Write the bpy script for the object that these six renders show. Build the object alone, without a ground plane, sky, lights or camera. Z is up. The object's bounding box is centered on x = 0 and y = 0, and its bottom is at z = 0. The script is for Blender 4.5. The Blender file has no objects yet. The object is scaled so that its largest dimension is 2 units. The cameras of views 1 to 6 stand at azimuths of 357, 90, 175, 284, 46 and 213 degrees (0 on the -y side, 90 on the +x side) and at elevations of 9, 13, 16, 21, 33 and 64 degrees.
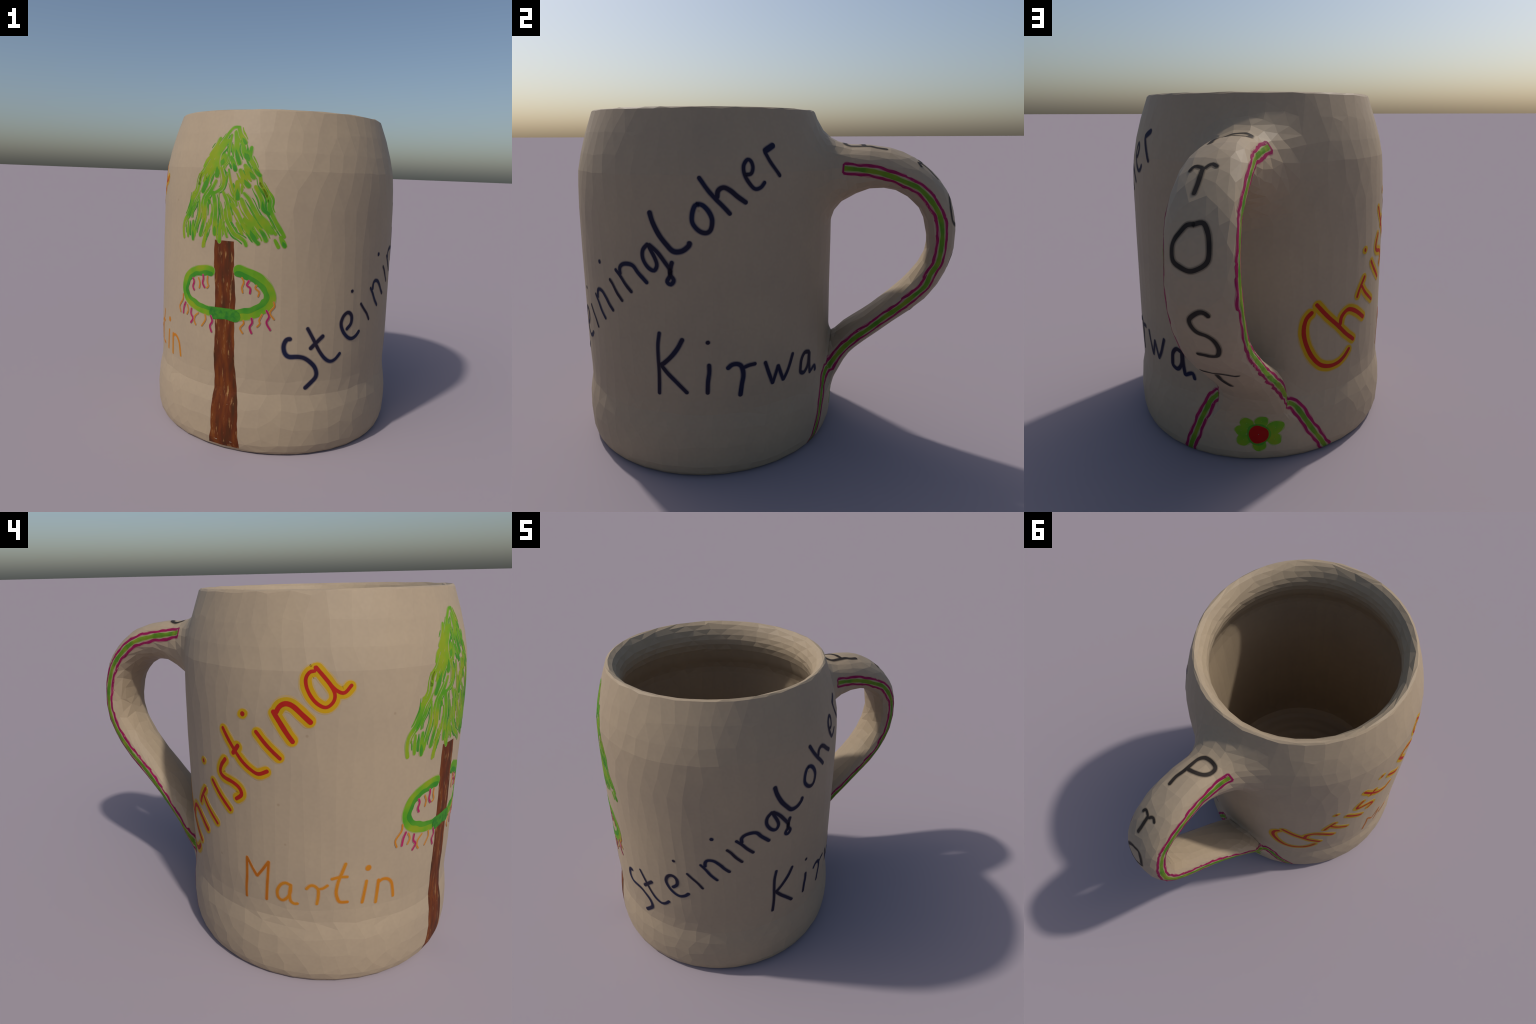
"""A salt-glazed stoneware beer mug with a strap handle and hand-painted
drawings and names, built from a lathe profile, a swept handle and pen strokes."""
import bpy, bmesh, math, random
import numpy as np
from mathutils import Vector
from mathutils.bvhtree import BVHTree

random.seed(7)
rng = np.random.default_rng(7)

# ------------------------------------------------------------------ body form
AXIS = (0.0004, -0.3033)          # vertical axis of the thrown body
HEIGHT = 1.7330
PROFILE_Z = np.array([0, .02, .05, .09, .14, .19, .24, .28, .32, .38, .5, .75, 1.0,
                      1.2, 1.3, 1.38, 1.46, 1.54, 1.60, 1.64, 1.66]) * HEIGHT / 1.66
PROFILE_R = np.array([.668, .681, .6905, .6945, .6965, .6945, 0.6900, .6815, .6752, .6746, .6778, .6760, .6755,
                      .6720, .6670, .6600, .6415, .6170, .5955, .5800, .5740])
BORE_Z = np.array([.13, .15, .18, .23, .30, .60, 1.0, 1.20, 1.30, 1.38, 1.42, 1.46, 1.50, 1.54, 1.57, 1.60, 1.63, 1.66, 1.69, 1.71, 1.75])
BORE_R = np.array([.44, .560, .588, .594, .596, .596, .596, .598, .599, .595, .588, .573, .552, .531, .517, .509, .507, .512, .525, .538, .572])
FLOOR_Z = .14


def roundness(th, z):
    """hand-thrown body: slightly oval, the oval changing from foot to rim"""
    h = z * 1.66 / HEIGHT - .8 * 1.66 / HEIGHT
    return 1 + (.003 + np.where(h > 0, .0084, .005) * h) * np.cos(2 * th) + (.0049 + .006 * np.minimum(h, 0)) * np.sin(2 * th) \
        + .0022 * np.cos(3 * th) - .0005 * np.sin(3 * th)


def smax(a, b, k):
    h = np.maximum(k - np.abs(a - b), 0) / k
    return np.maximum(a, b) + h * h * k / 4


def smin(a, b, k):
    return -smax(-a, -b, k)


def axis_polar(P):
    X = P[:, 0] - AXIS[0] + .0018 * (P[:, 2] - .8)
    Y = P[:, 1] - AXIS[1] - .0006 * (P[:, 2] - .8)
    th = np.arctan2(Y, X)
    return np.hypot(X, Y) * roundness(th, P[:, 2]), th


def body_outside(P):
    r, th = axis_polar(P)
    z = P[:, 2]
    f = r - np.interp(z, PROFILE_Z, PROFILE_R)
    f = smax(f, -z, .010)
    return smax(f, z - HEIGHT, .020)


def bore(P):
    r, th = axis_polar(P)
    f = r - np.interp(P[:, 2], BORE_Z, BORE_R)
    return smax(f, FLOOR_Z - P[:, 2], .02)


# ------------------------------------------------------------------ handle form
YAW = math.radians(9.5)           # the handle is not set square to the drawing
# outward, height, sideways, half width, half thickness
HANDLE = np.array([
    (.2215, 1.4120, -.0120, .1650, .1000), (.4160, 1.4250, .0020, .1350, .1260),
    (.5857, 1.4485, .0277, .1266, .1047), (.7445, 1.4158, .0377, .1332, .0883),
    (.8819, 1.3003, .0496, .1308, .0783), (.9361, 1.1421, .0491, .1305, .0727),
    (.9238, .9854, .0435, .1332, .0685), (.8303, .8227, .0336, .1301, .0746),
    (.6480, .6473, .0048, .1341, .0664), (.4630, .4748, -.0390, .1510, .0670),
    (.3920, .3112, -.0380, .1580, .0320), (.3100, .2000, -.0235, .1300, .0300)])
OVAL = 2.3


def spline(C, m):
    C = np.asarray(C, float)
    n = len(C)
    E = np.vstack([2 * C[0] - C[1], C, 2 * C[-1] - C[-2]])
    u = np.linspace(0, n - 1, m)
    i = np.minimum(u.astype(int), n - 2)
    f = (u - i)[:, None]
    a, b, c, d = E[i], E[i + 1], E[i + 2], E[i + 3]
    return .5 * (2 * b + (c - a) * f + (2 * a - 5 * b + 4 * c - d) * f ** 2 + (3 * b - a - 3 * c + d) * f ** 3)


NS = 132
SPINE = spline(HANDLE, NS)
TAN = np.gradient(SPINE[:, :2], axis=0)
TAN /= np.linalg.norm(TAN, axis=1, keepdims=True)
NOR = np.c_[-TAN[:, 1], TAN[:, 0]]
STEP = np.linalg.norm(np.diff(SPINE[:, :2], axis=0), axis=1).mean()


def to_handle(P):
    x, y = P[..., 0], P[..., 1] - AXIS[1]
    c, s = math.cos(YAW), math.sin(YAW)
    return np.stack([x * c - y * s, x * s + y * c + AXIS[1], P[..., 2]], -1)


def from_handle(Q):
    x, y = Q[..., 0], Q[..., 1] - AXIS[1]
    c, s = math.cos(YAW), math.sin(YAW)
    return np.stack([x * c + y * s, -x * s + y * c + AXIS[1], Q[..., 2]], -1)


def handle_solid(P):
    Q = to_handle(P)
    D = Q[:, None, 1:] - SPINE[None, :, :2]
    k = (D ** 2).sum(-1).argmin(1)
    ar = np.arange(len(k))
    along = (D[ar, k] * TAN[k]).sum(1)
    kk = np.clip(k + along / STEP, 0, NS - 1)
    k0 = np.minimum(kk.astype(int), NS - 2)
    f = kk - k0
    g = lambda A: A[k0] * (1 - f)[:, None] + A[k0 + 1] * f[:, None]
    sp, nr = g(SPINE), g(NOR)
    u = kk / (NS - 1)
    lat = Q[:, 0] - sp[:, 2]
    nn = ((Q[:, 1:] - sp[:, :2]) * nr).sum(1) + lat * (.1196 + .1902 * u - .3859 * u * u)
    a, b = sp[:, 3], sp[:, 4]
    rho = np.maximum(((np.abs(lat) / a) ** OVAL + (np.abs(nn) / b) ** OVAL) ** (1 / OVAL), 1e-6)
    gl = (np.abs(lat) / a / rho) ** (OVAL - 1) / a
    gn = (np.abs(nn) / b / rho) ** (OVAL - 1) / b
    d = (rho - 1) / np.sqrt(gl ** 2 + gn ** 2)
    end = np.where((k == 0) | (k == NS - 1), np.abs(along) - STEP, -9)
    return np.maximum(d, end)


def mug_solid(P):
    f = body_outside(P)
    Q = to_handle(P)
    m = (Q[:, 1] > .15) & (np.abs(Q[:, 0]) < .45)
    if m.any():
        h = handle_solid(P[m])
        k = np.where(P[m, 2] > .8, .1769, .0737)
        f[m] = smin(f[m], h, k)
    return smax(f, -bore(P), .022)


def mesh_from(name, V, F):
    me = bpy.data.meshes.new(name)
    me.from_pydata([tuple(v) for v in V], [], F)
    me.update()
    return me


def rough_blank():
    """closed lathe shell plus a closed handle tube, before they are fused"""
    bz = BORE_Z[::-1]
    prof = [(0, 0)] + list(zip(PROFILE_R, PROFILE_Z)) + list(zip(BORE_R[::-1][1:], bz[1:])) + [(0, FLOOR_Z)]
    n = 96
    V, F = [], []
    for r, z in prof:
        for i in range(n):
            a = 2 * math.pi * i / n
            V.append((AXIS[0] + max(r, 1e-4) * math.cos(a), AXIS[1] + max(r, 1e-4) * math.sin(a), z))
    for j in range(len(prof) - 1):
        for i in range(n):
            F.append((j * n + i, j * n + (i + 1) % n, (j + 1) * n + (i + 1) % n, (j + 1) * n + i))
    F.append(tuple(range(n - 1, -1, -1)))
    F.append(tuple((len(prof) - 1) * n + i for i in range(n)))
    base = len(V)
    keep = [i for i in range(NS) if SPINE[i, 0] > .345]
    m = 24
    for i in keep:
        o, h, lat, a, b = SPINE[i]
        for q in range(m):
            t = 2 * math.pi * q / m
            y, z = np.array([o, h]) + NOR[i] * b * math.sin(t)
            V.append(tuple(from_handle(np.array([lat + a * math.cos(t), y, z]))))
    for i in range(len(keep) - 1):
        for q in range(m):
            A, B = base + i * m, base + (i + 1) * m
            F.append((A + q, A + (q + 1) % m, B + (q + 1) % m, B + q))
    F.append(tuple(base + q for q in range(m - 1, -1, -1)))
    F.append(tuple(base + (len(keep) - 1) * m + q for q in range(m)))
    return mesh_from("blank", V, F)


def through_modifier(me, kind, **kw):
    ob = bpy.data.objects.new("workpiece", me)
    bpy.context.scene.collection.objects.link(ob)
    md = ob.modifiers.new("m", kind)
    for k, v in kw.items():
        setattr(md, k, v)
    dg = bpy.context.evaluated_depsgraph_get()
    out = bpy.data.meshes.new_from_object(ob.evaluated_get(dg))
    bpy.data.objects.remove(ob)
    return out


def verts_of(me):
    v = np.empty(len(me.vertices) * 3)
    me.vertices.foreach_get("co", v)
    return v.reshape(-1, 3)


blank = rough_blank()
bm = bmesh.new()
bm.from_mesh(blank)
bmesh.ops.recalc_face_normals(bm, faces=bm.faces)
bm.to_mesh(blank)
bm.free()
fused = through_modifier(blank, "REMESH", mode="VOXEL", voxel_size=.0125)
V = verts_of(fused)
def settle_on_form(V, rounds):
    for _ in range(rounds):            # walk every vertex down onto the designed surface
        f = mug_solid(V)
        e = 1e-3
        G = np.stack([(mug_solid(V + e * np.eye(3)[i]) - f) / e for i in range(3)], -1)
        s = .85 * f / np.maximum((G ** 2).sum(1), .25)
        V = V - np.clip(s, -.012, .012)[:, None] * G
    return V


EDGE = np.array([tuple(e.vertices) for e in fused.edges])
DEG = np.bincount(EDGE.ravel(), minlength=len(V))[:, None]
V = settle_on_form(V, 3)
for _ in range(3):                     # even the mesh out between passes, so no face folds over
    S = np.stack([np.bincount(EDGE[:, 0], V[EDGE[:, 1], i], len(V)) + np.bincount(EDGE[:, 1], V[EDGE[:, 0], i], len(V))
                  for i in range(3)], -1)
    V = settle_on_form(.4 * V + .6 * S / DEG, 2)
fused.vertices.foreach_set("co", V.ravel())
fused.update()
FACETS = 4200
clay = through_modifier(fused, "DECIMATE", decimate_type="COLLAPSE",
                        ratio=FACETS / (2.0 * len(fused.polygons)), use_collapse_triangulate=True)
V = verts_of(clay)
print("clay faces", len(clay.polygons))
V[:, 2] = np.maximum(V[:, 2], 0)
TRI = [tuple(p.vertices) for p in clay.polygons]
SKIN = BVHTree.FromPolygons([tuple(v) for v in V], TRI)


# ------------------------------------------------------------------ materials
def lin(r, g, b):
    return tuple((c / 255 / 12.92 if c / 255 <= .04045 else ((c / 255 + .055) / 1.055) ** 2.4) for c in (r, g, b)) + (1,)


def new_mat(name, rough=.65, spec=.15):
    m = bpy.data.materials.new(name)
    m.use_nodes = True
    nt = m.node_tree
    b = nt.nodes["Principled BSDF"]
    b.inputs["Roughness"].default_value = rough
    b.inputs["Specular IOR Level"].default_value = spec
    return m, nt, b


def noise(nt, scale, detail=3, stretch=None, rough=.55):
    tc = nt.nodes.new("ShaderNodeTexCoord")
    mp = nt.nodes.new("ShaderNodeMapping")
    if stretch:
        mp.inputs["Scale"].default_value = stretch
    n = nt.nodes.new("ShaderNodeTexNoise")
    n.inputs["Scale"].default_value = scale
    n.inputs["Detail"].default_value = detail
    n.inputs["Roughness"].default_value = rough
    nt.links.new(tc.outputs["Object"], mp.inputs["Vector"])
    nt.links.new(mp.outputs["Vector"], n.inputs["Vector"])
    return n.outputs["Fac"]


def ramp(nt, fac, stops):
    r = nt.nodes.new("ShaderNodeValToRGB")
    el = r.color_ramp.elements
    el[0].position, el[0].color = stops[0]
    el[1].position, el[1].color = stops[-1]
    for p, c in stops[1:-1]:
        x = el.new(p)
        x.color = c
    nt.links.new(fac, r.inputs["Fac"])
    return r.outputs["Color"]


def mix(nt, fac, a, b):
    m = nt.nodes.new("ShaderNodeMix")
    m.data_type = 'RGBA'
    nt.links.new(fac, m.inputs["Factor"]) if not isinstance(fac, float) else setattr(m.inputs["Factor"], "default_value", fac)
    for s, v in ((6, a), (7, b)):
        if isinstance(v, tuple):
            m.inputs[s].default_value = v
        else:
            nt.links.new(v, m.inputs[s])
    return m.outputs[2]


def paint(name, stops, scale=14, detail=2, stretch=None, rough=.65):
    m, nt, b = new_mat(name, rough)
    nt.links.new(ramp(nt, noise(nt, scale, detail, stretch), stops), b.inputs["Base Color"])
    return m


CLAY = (.364, .283, .192, 1)


def tint(c, k):
    return tuple(min(1, CLAY[i] * (1 - k) + c[i] * k) for i in range(3)) + (1,)


def glaze_material(name="salt_glaze", rings=False):
    m, nt, b = new_mat(name, .45 if rings else .55, .2)
    c = ramp(nt, noise(nt, 3.5, 4), [(.3, (CLAY[0] * .95, CLAY[1] * .95, CLAY[2] * .965, 1)), (.7, (CLAY[0] * 1.04, CLAY[1] * 1.035, CLAY[2] * 1.02, 1))])
    fine = ramp(nt, noise(nt, 60, 2), [(.35, (.965, .965, .965, 1)), (.65, (1.0, 1.0, 1.0, 1))])
    mul = nt.nodes.new("ShaderNodeMix")
    mul.data_type, mul.blend_type = 'RGBA', 'MULTIPLY'
    mul.inputs["Factor"].default_value = 1
    nt.links.new(c, mul.inputs[6])
    nt.links.new(fine, mul.inputs[7])
    tc = nt.nodes.new("ShaderNodeTexCoord")
    vo = nt.nodes.new("ShaderNodeTexVoronoi")
    vo.inputs["Scale"].default_value = 9
    nt.links.new(tc.outputs["Object"], vo.inputs["Vector"])
    speck = ramp(nt, vo.outputs["Distance"], [(.035, (1, 1, 1, 1)), (.07, (0, 0, 0, 1))])
    wn = nt.nodes.new("ShaderNodeSeparateColor")
    nt.links.new(vo.outputs["Color"], wn.inputs["Color"])
    gate = nt.nodes.new("ShaderNodeMath")
    gate.operation = 'GREATER_THAN'
    gate.inputs[1].default_value = .86
    nt.links.new(wn.outputs[0], gate.inputs[0])
    both = nt.nodes.new("ShaderNodeMath")
    both.operation = 'MULTIPLY'
    nt.links.new(speck, both.inputs[0])
    nt.links.new(gate.outputs[0], both.inputs[1])
    half = nt.nodes.new("ShaderNodeMath")
    half.operation = 'MULTIPLY'
    half.inputs[1].default_value = .35
    nt.links.new(both.outputs[0], half.inputs[0])
    nt.links.new(mix(nt, half.outputs[0], mul.outputs[2], (.20, .13, .07, 1)), b.inputs["Base Color"])
    if rings:                        # faint throwing rings round the mug's axis
        mp = nt.nodes.new("ShaderNodeMapping")
        mp.inputs["Location"].default_value = (-AXIS[0], -AXIS[1], 0)
        nt.links.new(tc.outputs["Object"], mp.inputs["Vector"])
        wv = nt.nodes.new("ShaderNodeTexWave")
        wv.wave_type, wv.rings_direction = 'RINGS', 'Z'
        wv.inputs["Scale"].default_value = 4.2
        wv.inputs["Distortion"].default_value = .5
        bp = nt.nodes.new("ShaderNodeBump")
        bp.inputs["Strength"].default_value = .35
        bp.inputs["Distance"].default_value = .012
        nt.links.new(mp.outputs["Vector"], wv.inputs["Vector"])
        nt.links.new(wv.outputs["Fac"], bp.inputs["Height"])
        nt.links.new(bp.outputs["Normal"], b.inputs["Normal"])
    return m


GLAZE = glaze_material()
BORE_GLAZE = glaze_material("ringed_glaze", True)
BLUE = (.012, .012, .030, 1)
M = {
    "blue": paint("cobalt_ink", [(.35, (.008, .012, .040, 1)), (.65, (.016, .011, .022, 1))], 5),
    "blue_edge": paint("cobalt_ink_bleed", [(.3, tint((.010, .020, .075), .72)), (.7, tint((.015, .015, .05), .62))], 8),
    "blue_haze": paint("cobalt_ink_haze", [(.3, tint((.02, .03, .08), .3)), (.7, tint((.02, .02, .06), .22))], 8),
    "black_haze": paint("black_ink_haze", [(.3, tint((.02, .017, .015), .28)), (.7, tint((.03, .025, .02), .2))], 9),
    "black": paint("black_ink", [(.3, (.016, .013, .011, 1)), (.7, (.035, .027, .022, 1))], 9),
    "black_edge": paint("black_ink_bleed", [(.3, tint((.02, .017, .015), .62)), (.7, tint((.03, .025, .02), .5))], 9),
    "red": paint("red_enamel", [(.3, (.37, .013, .006, 1)), (.7, (.30, .014, .010, 1))], 7),
    "yellow": paint("yellow_enamel", [(.3, (.47, .255, .004, 1)), (.7, (.40, .25, .006, 1))], 5),
    "yellow_edge": paint("yellow_enamel_bleed", [(.3, tint((.46, .26, .01), .5)), (.7, tint((.42, .26, .02), .4))], 6),
    "orange": paint("orange_enamel", [(.3, (.43, .145, .008, 1)), (.7, (.43, .18, .015, 1))], 6),
    "orange_edge": paint("orange_enamel_bleed", [(.3, tint((.43, .16, .02), .55)), (.7, tint((.43, .18, .03), .45))], 6),
    "rust": paint("rust_enamel", [(.3, (.34, .085, .005, 1)), (.7, (.40, .13, .008, 1))], 8),
    "lime": paint("lime_enamel", [(.36, (.070, .250, .012, 1)), (.5, (.125, .275, .012, 1)), (.66, (.205, .275, .012, 1))], 9, 2),
    "lime_edge": paint("lime_enamel_bleed", [(.3, tint((.12, .28, .03), .6)), (.7, tint((.22, .28, .03), .5))], 8),
    "green": paint("green_enamel", [(.4, (.033, .195, .016, 1)), (.62, (.075, .245, .016, 1))], 9),
    "pine": paint("pine_enamel", [(.4, (.022, .15, .018, 1)), (.6, (.05, .21, .016, 1))], 40, 4),
    "pink": paint("magenta_enamel", [(.3, (.36, .014, .085, 1)), (.7, (.26, .010, .075, 1))], 9),
    "pink_edge": paint("magenta_enamel_bleed", [(.3, tint((.36, .03, .12), .6)), (.7, tint((.30, .03, .11), .5))], 9),
    "vine": paint("vine_enamel", [(.35, (.060, .175, .012, 1)), (.52, (.105, .205, .012, 1)), (.66, (.165, .22, .014, 1))], 12),
    "plum": paint("plum_enamel", [(.3, (.27, .006, .068, 1)), (.7, (.20, .006, .06, 1))], 12),
    "scarlet": paint("scarlet_enamel", [(.3, (.34, .003, .002, 1)), (.7, (.28, .003, .003, 1))], 7),
}


def bark_material():
    m, nt, b = new_mat("bark_enamel")
    big = noise(nt, 1, 4, (26, 26, 5))
    fine = noise(nt, 1, 3, (70, 70, 14))
    base = ramp(nt, big, [(.32, (.052, .020, .007, 1)), (.5, (.100, .022, .006, 1)), (.68, (.160, .042, .007, 1))])
    streak = ramp(nt, fine, [(.60, (0, 0, 0, 1)), (.73, (1, 1, 1, 1))])
    nt.links.new(mix(nt, streak, base, (.31, .165, .06, 1)), b.inputs["Base Color"])
    return m


M["bark"] = bark_material()

# ------------------------------------------------------------------ objects
scene = bpy.context.scene.collection
mug = bpy.data.objects.new("beer_mug", None)
mug["label"] = "beige stoneware beer mug with hand-painted fir tree and names"
mug["category"] = "beer mug"
scene.objects.link(mug)


def add(name, me, parent, mats):
    ob = bpy.data.objects.new(name, me)
    scene.objects.link(ob)
    ob.parent = parent
    if not me.materials:
        for m in mats:
            me.materials.append(m)
    return ob


cent = V[np.array(TRI)].mean(1)
near_bore = np.abs(bore(cent)) < .012
Qc = to_handle(cent)
on_handle = np.zeros(len(cent), bool)
msk = (Qc[:, 1] > .2) & (np.abs(Qc[:, 0]) < .4)
on_handle[msk] = handle_solid(cent[msk]) < body_outside(cent[msk]) - .015
on_handle &= ~near_bore
inside = near_bore & ~on_handle & (cent[:, 2] < 1.60)
PARTS = {}
for name, sel in (("mug_body", ~on_handle & ~inside), ("handle", on_handle), ("mug_interior", inside)):
    idx = np.where(sel)[0]
    used = sorted({v for i in idx for v in TRI[i]})
    remap = {v: j for j, v in enumerate(used)}
    me = mesh_from(name, V[used], [tuple(remap[v] for v in TRI[i]) for i in idx])
    PARTS[name] = add(name, me, mug, [BORE_GLAZE if name == "mug_interior" else GLAZE])


# ------------------------------------------------------------------ brush strokes
def pen(w):
    return w


def on_wall(az, z):
    a = math.radians(az)
    d = Vector((math.sin(a), -math.cos(a), 0))
    o = Vector((AXIS[0], AXIS[1], z))
    hit = SKIN.ray_cast(o + d * 1.6, -d)
    return np.array(hit[0]) if hit[0] else np.array(o + d * .68)


def on_grip(u, across):
    """u: percent of the way along the handle, on its outer face"""
    k = u / 100 * (NS - 1)
    k0 = min(int(k), NS - 2)
    sp = SPINE[k0] * (1 - k + k0) + SPINE[k0 + 1] * (k - k0)
    nr = NOR[k0] * (1 - k + k0) + NOR[k0 + 1] * (k - k0)
    o = from_handle(np.array([sp[2] + across, *(sp[:2] + nr * .35)]))
    t = from_handle(np.array([sp[2] + across, *sp[:2]]))
    d = Vector(t - o).normalized()
    hit = SKIN.ray_cast(Vector(o), d)
    return np.array(hit[0] if hit[0] else t)


def on_side(y, z, side):
    o = from_handle(np.array([side * .6, y, z]))
    t = from_handle(np.array([0, y, z]))
    hit = SKIN.ray_cast(Vector(o), Vector(t - o).normalized())
    return np.array(hit[0] if hit[0] else t)


def settle(P, lift):
    co, no, _, _ = SKIN.find_nearest(Vector(P))
    return np.array(co) + np.array(no) * lift, np.array(no)


def even(P, gap):
    d = np.r_[0, np.cumsum(np.linalg.norm(np.diff(P, axis=0), axis=1))]
    n = max(3, int(d[-1] / gap) + 1)
    t = np.linspace(0, d[-1], n)
    return np.stack([np.interp(t, d, P[:, i]) for i in range(3)], -1), d[-1]


def path_on_skin(anchors):
    A = np.array(anchors)
    P = spline(A, max(8, len(A) * 10)) if len(A) > 2 else np.linspace(A[0], A[1], 12)
    return P


class Film:
    """collects enamel strokes of one drawn thing into one mesh"""
    layer = 0

    def __init__(self):
        self.V, self.F, self.S = [], [], []

    def stroke(self, P, width, slot, lift, wobble=.06, taper=(0, 0), cols=5, gap=.007, shift=None, blunt=False):
        ends = 0 if blunt else width * .5
        # run on past the last anchors by a round pen tip
        a, b = P[0] - P[1], P[-1] - P[-2]
        a, b = a / (np.linalg.norm(a) + 1e-9), b / (np.linalg.norm(b) + 1e-9)
        P = np.vstack([P[0] + a * ends * .6, P, P[-1] + b * ends * .6])
        P, L = even(P, gap)
        n = len(P)
        s = np.linspace(0, L, n)
        if not blunt:                       # finer steps inside the round tips
            t = np.r_[ends * np.array([.04, .15, .33, .6]), L - ends * np.array([.04, .15, .33, .6])]
            t = np.unique(np.r_[s, t[(t > 0) & (t < L)]])
            P = np.stack([np.interp(t, s, P[:, i]) for i in range(3)], -1)
            s, n = t, len(t)
        h = np.full(n, width * .5)
        if not blunt:
            e = np.minimum(s, L - s)
            q = np.clip(e / ends, 0, 1)
            h = h * np.sqrt(np.maximum(1 - (1 - q) ** 2, .03))
        ph = rng.uniform(0, 6.28, 3)
        wv = .5 * np.sin(s * 55 + ph[0]) + .3 * np.sin(s * 120 + ph[1]) + .35 * np.sin(s * 21 + ph[2])
        h = h * (1 + wobble * wv)
        u = s / L
        h = h * (1 - taper[0] * np.clip(1 - u * 2.2, 0, 1)) * (1 - taper[1] * np.clip(1 - (1 - u) * 2.2, 0, 1))
        T = np.gradient(P, axis=0)
        T /= np.linalg.norm(T, axis=1, keepdims=True) + 1e-9
        rows = []
        for i in range(n):
            c, no = settle(P[i], 0)
            bi = np.cross(no, T[i])
            bi /= np.linalg.norm(bi) + 1e-9
            off = 0 if shift is None else shift[0] + shift[1] * (np.sin(s[i] * 43 + ph[0]) + .7 * np.sin(s[i] * 91 + ph[1]))
            rows.append([c + bi * (off + h[i] * w) for w in np.linspace(-1, 1, cols)])
        self.sheet(rows, slot, lift)

    def sheet(self, rows, slot, lift):
        """a film of enamel: top face lifted off the clay, rim walls down into it"""
        Film.layer += 1
        lift = lift + .00012 * (Film.layer % 7) / 7
        n, m = len(rows), len(rows[0])
        b = len(self.V)
        for r in rows:
            line = [settle(p, lift) for p in r]
            self.V.append(line[0][0] - line[0][1] * (lift + .002))
            self.V += [c for c, _ in line]
            self.V.append(line[-1][0] - line[-1][1] * (lift + .002))
        w = m + 2
        for i in range(n - 1):
            for j in range(w - 1):
                self.F.append((b + i * w + j, b + i * w + j + 1, b + (i + 1) * w + j + 1, b + (i + 1) * w + j))
                self.S.append(slot)

    def disc(self, c, rx, ry, slot, lift, wobble=.06, point=0, away=None):
        """an oval blot laid on the skin around point c, given as rings"""
        co, no = settle(c, 0)
        up = np.array([0, 0, 1.0])
        ex = np.cross(up, no)
        ex /= np.linalg.norm(ex)
        ey = np.cross(no, ex)
        if away is not None:             # long axis points away from the flower's heart
            ex = co - away
            ex = ex - no * ex.dot(no)
            ex /= np.linalg.norm(ex)
            ey = np.cross(no, ex)
        ph = rng.uniform(0, 6.28, 3)
        rows = []
        for k in range(33):
            t = 2 * math.pi * k / 32
            q = 1 + wobble * (math.sin(3 * t + ph[0]) + .6 * math.sin(5 * t + ph[1]))
            d = ex * rx * q * math.cos(t) + ey * ry * q * math.sin(t) * (1 - point * max(0, math.cos(t)))
            rows.append([co + d * f for f in (1, .8, .55, .3, .05)])
        rows[-1] = rows[0]
        self.sheet(rows, slot, lift)

    def make(self, name, parent, mats):
        me = mesh_from(name, self.V, self.F)
        me.polygons.foreach_set("material_index", self.S)
        bmx = bmesh.new()
        bmx.from_mesh(me)
        for f in bmx.faces:      # face outward
            c = f.calc_center_median()
            no = SKIN.find_nearest(c)[1]
            if f.normal.dot(no) < -.05:
                f.normal_flip()
        bmx.to_mesh(me)
        bmx.free()
        return add(name, me, parent, [M[k] for k in mats])


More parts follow.
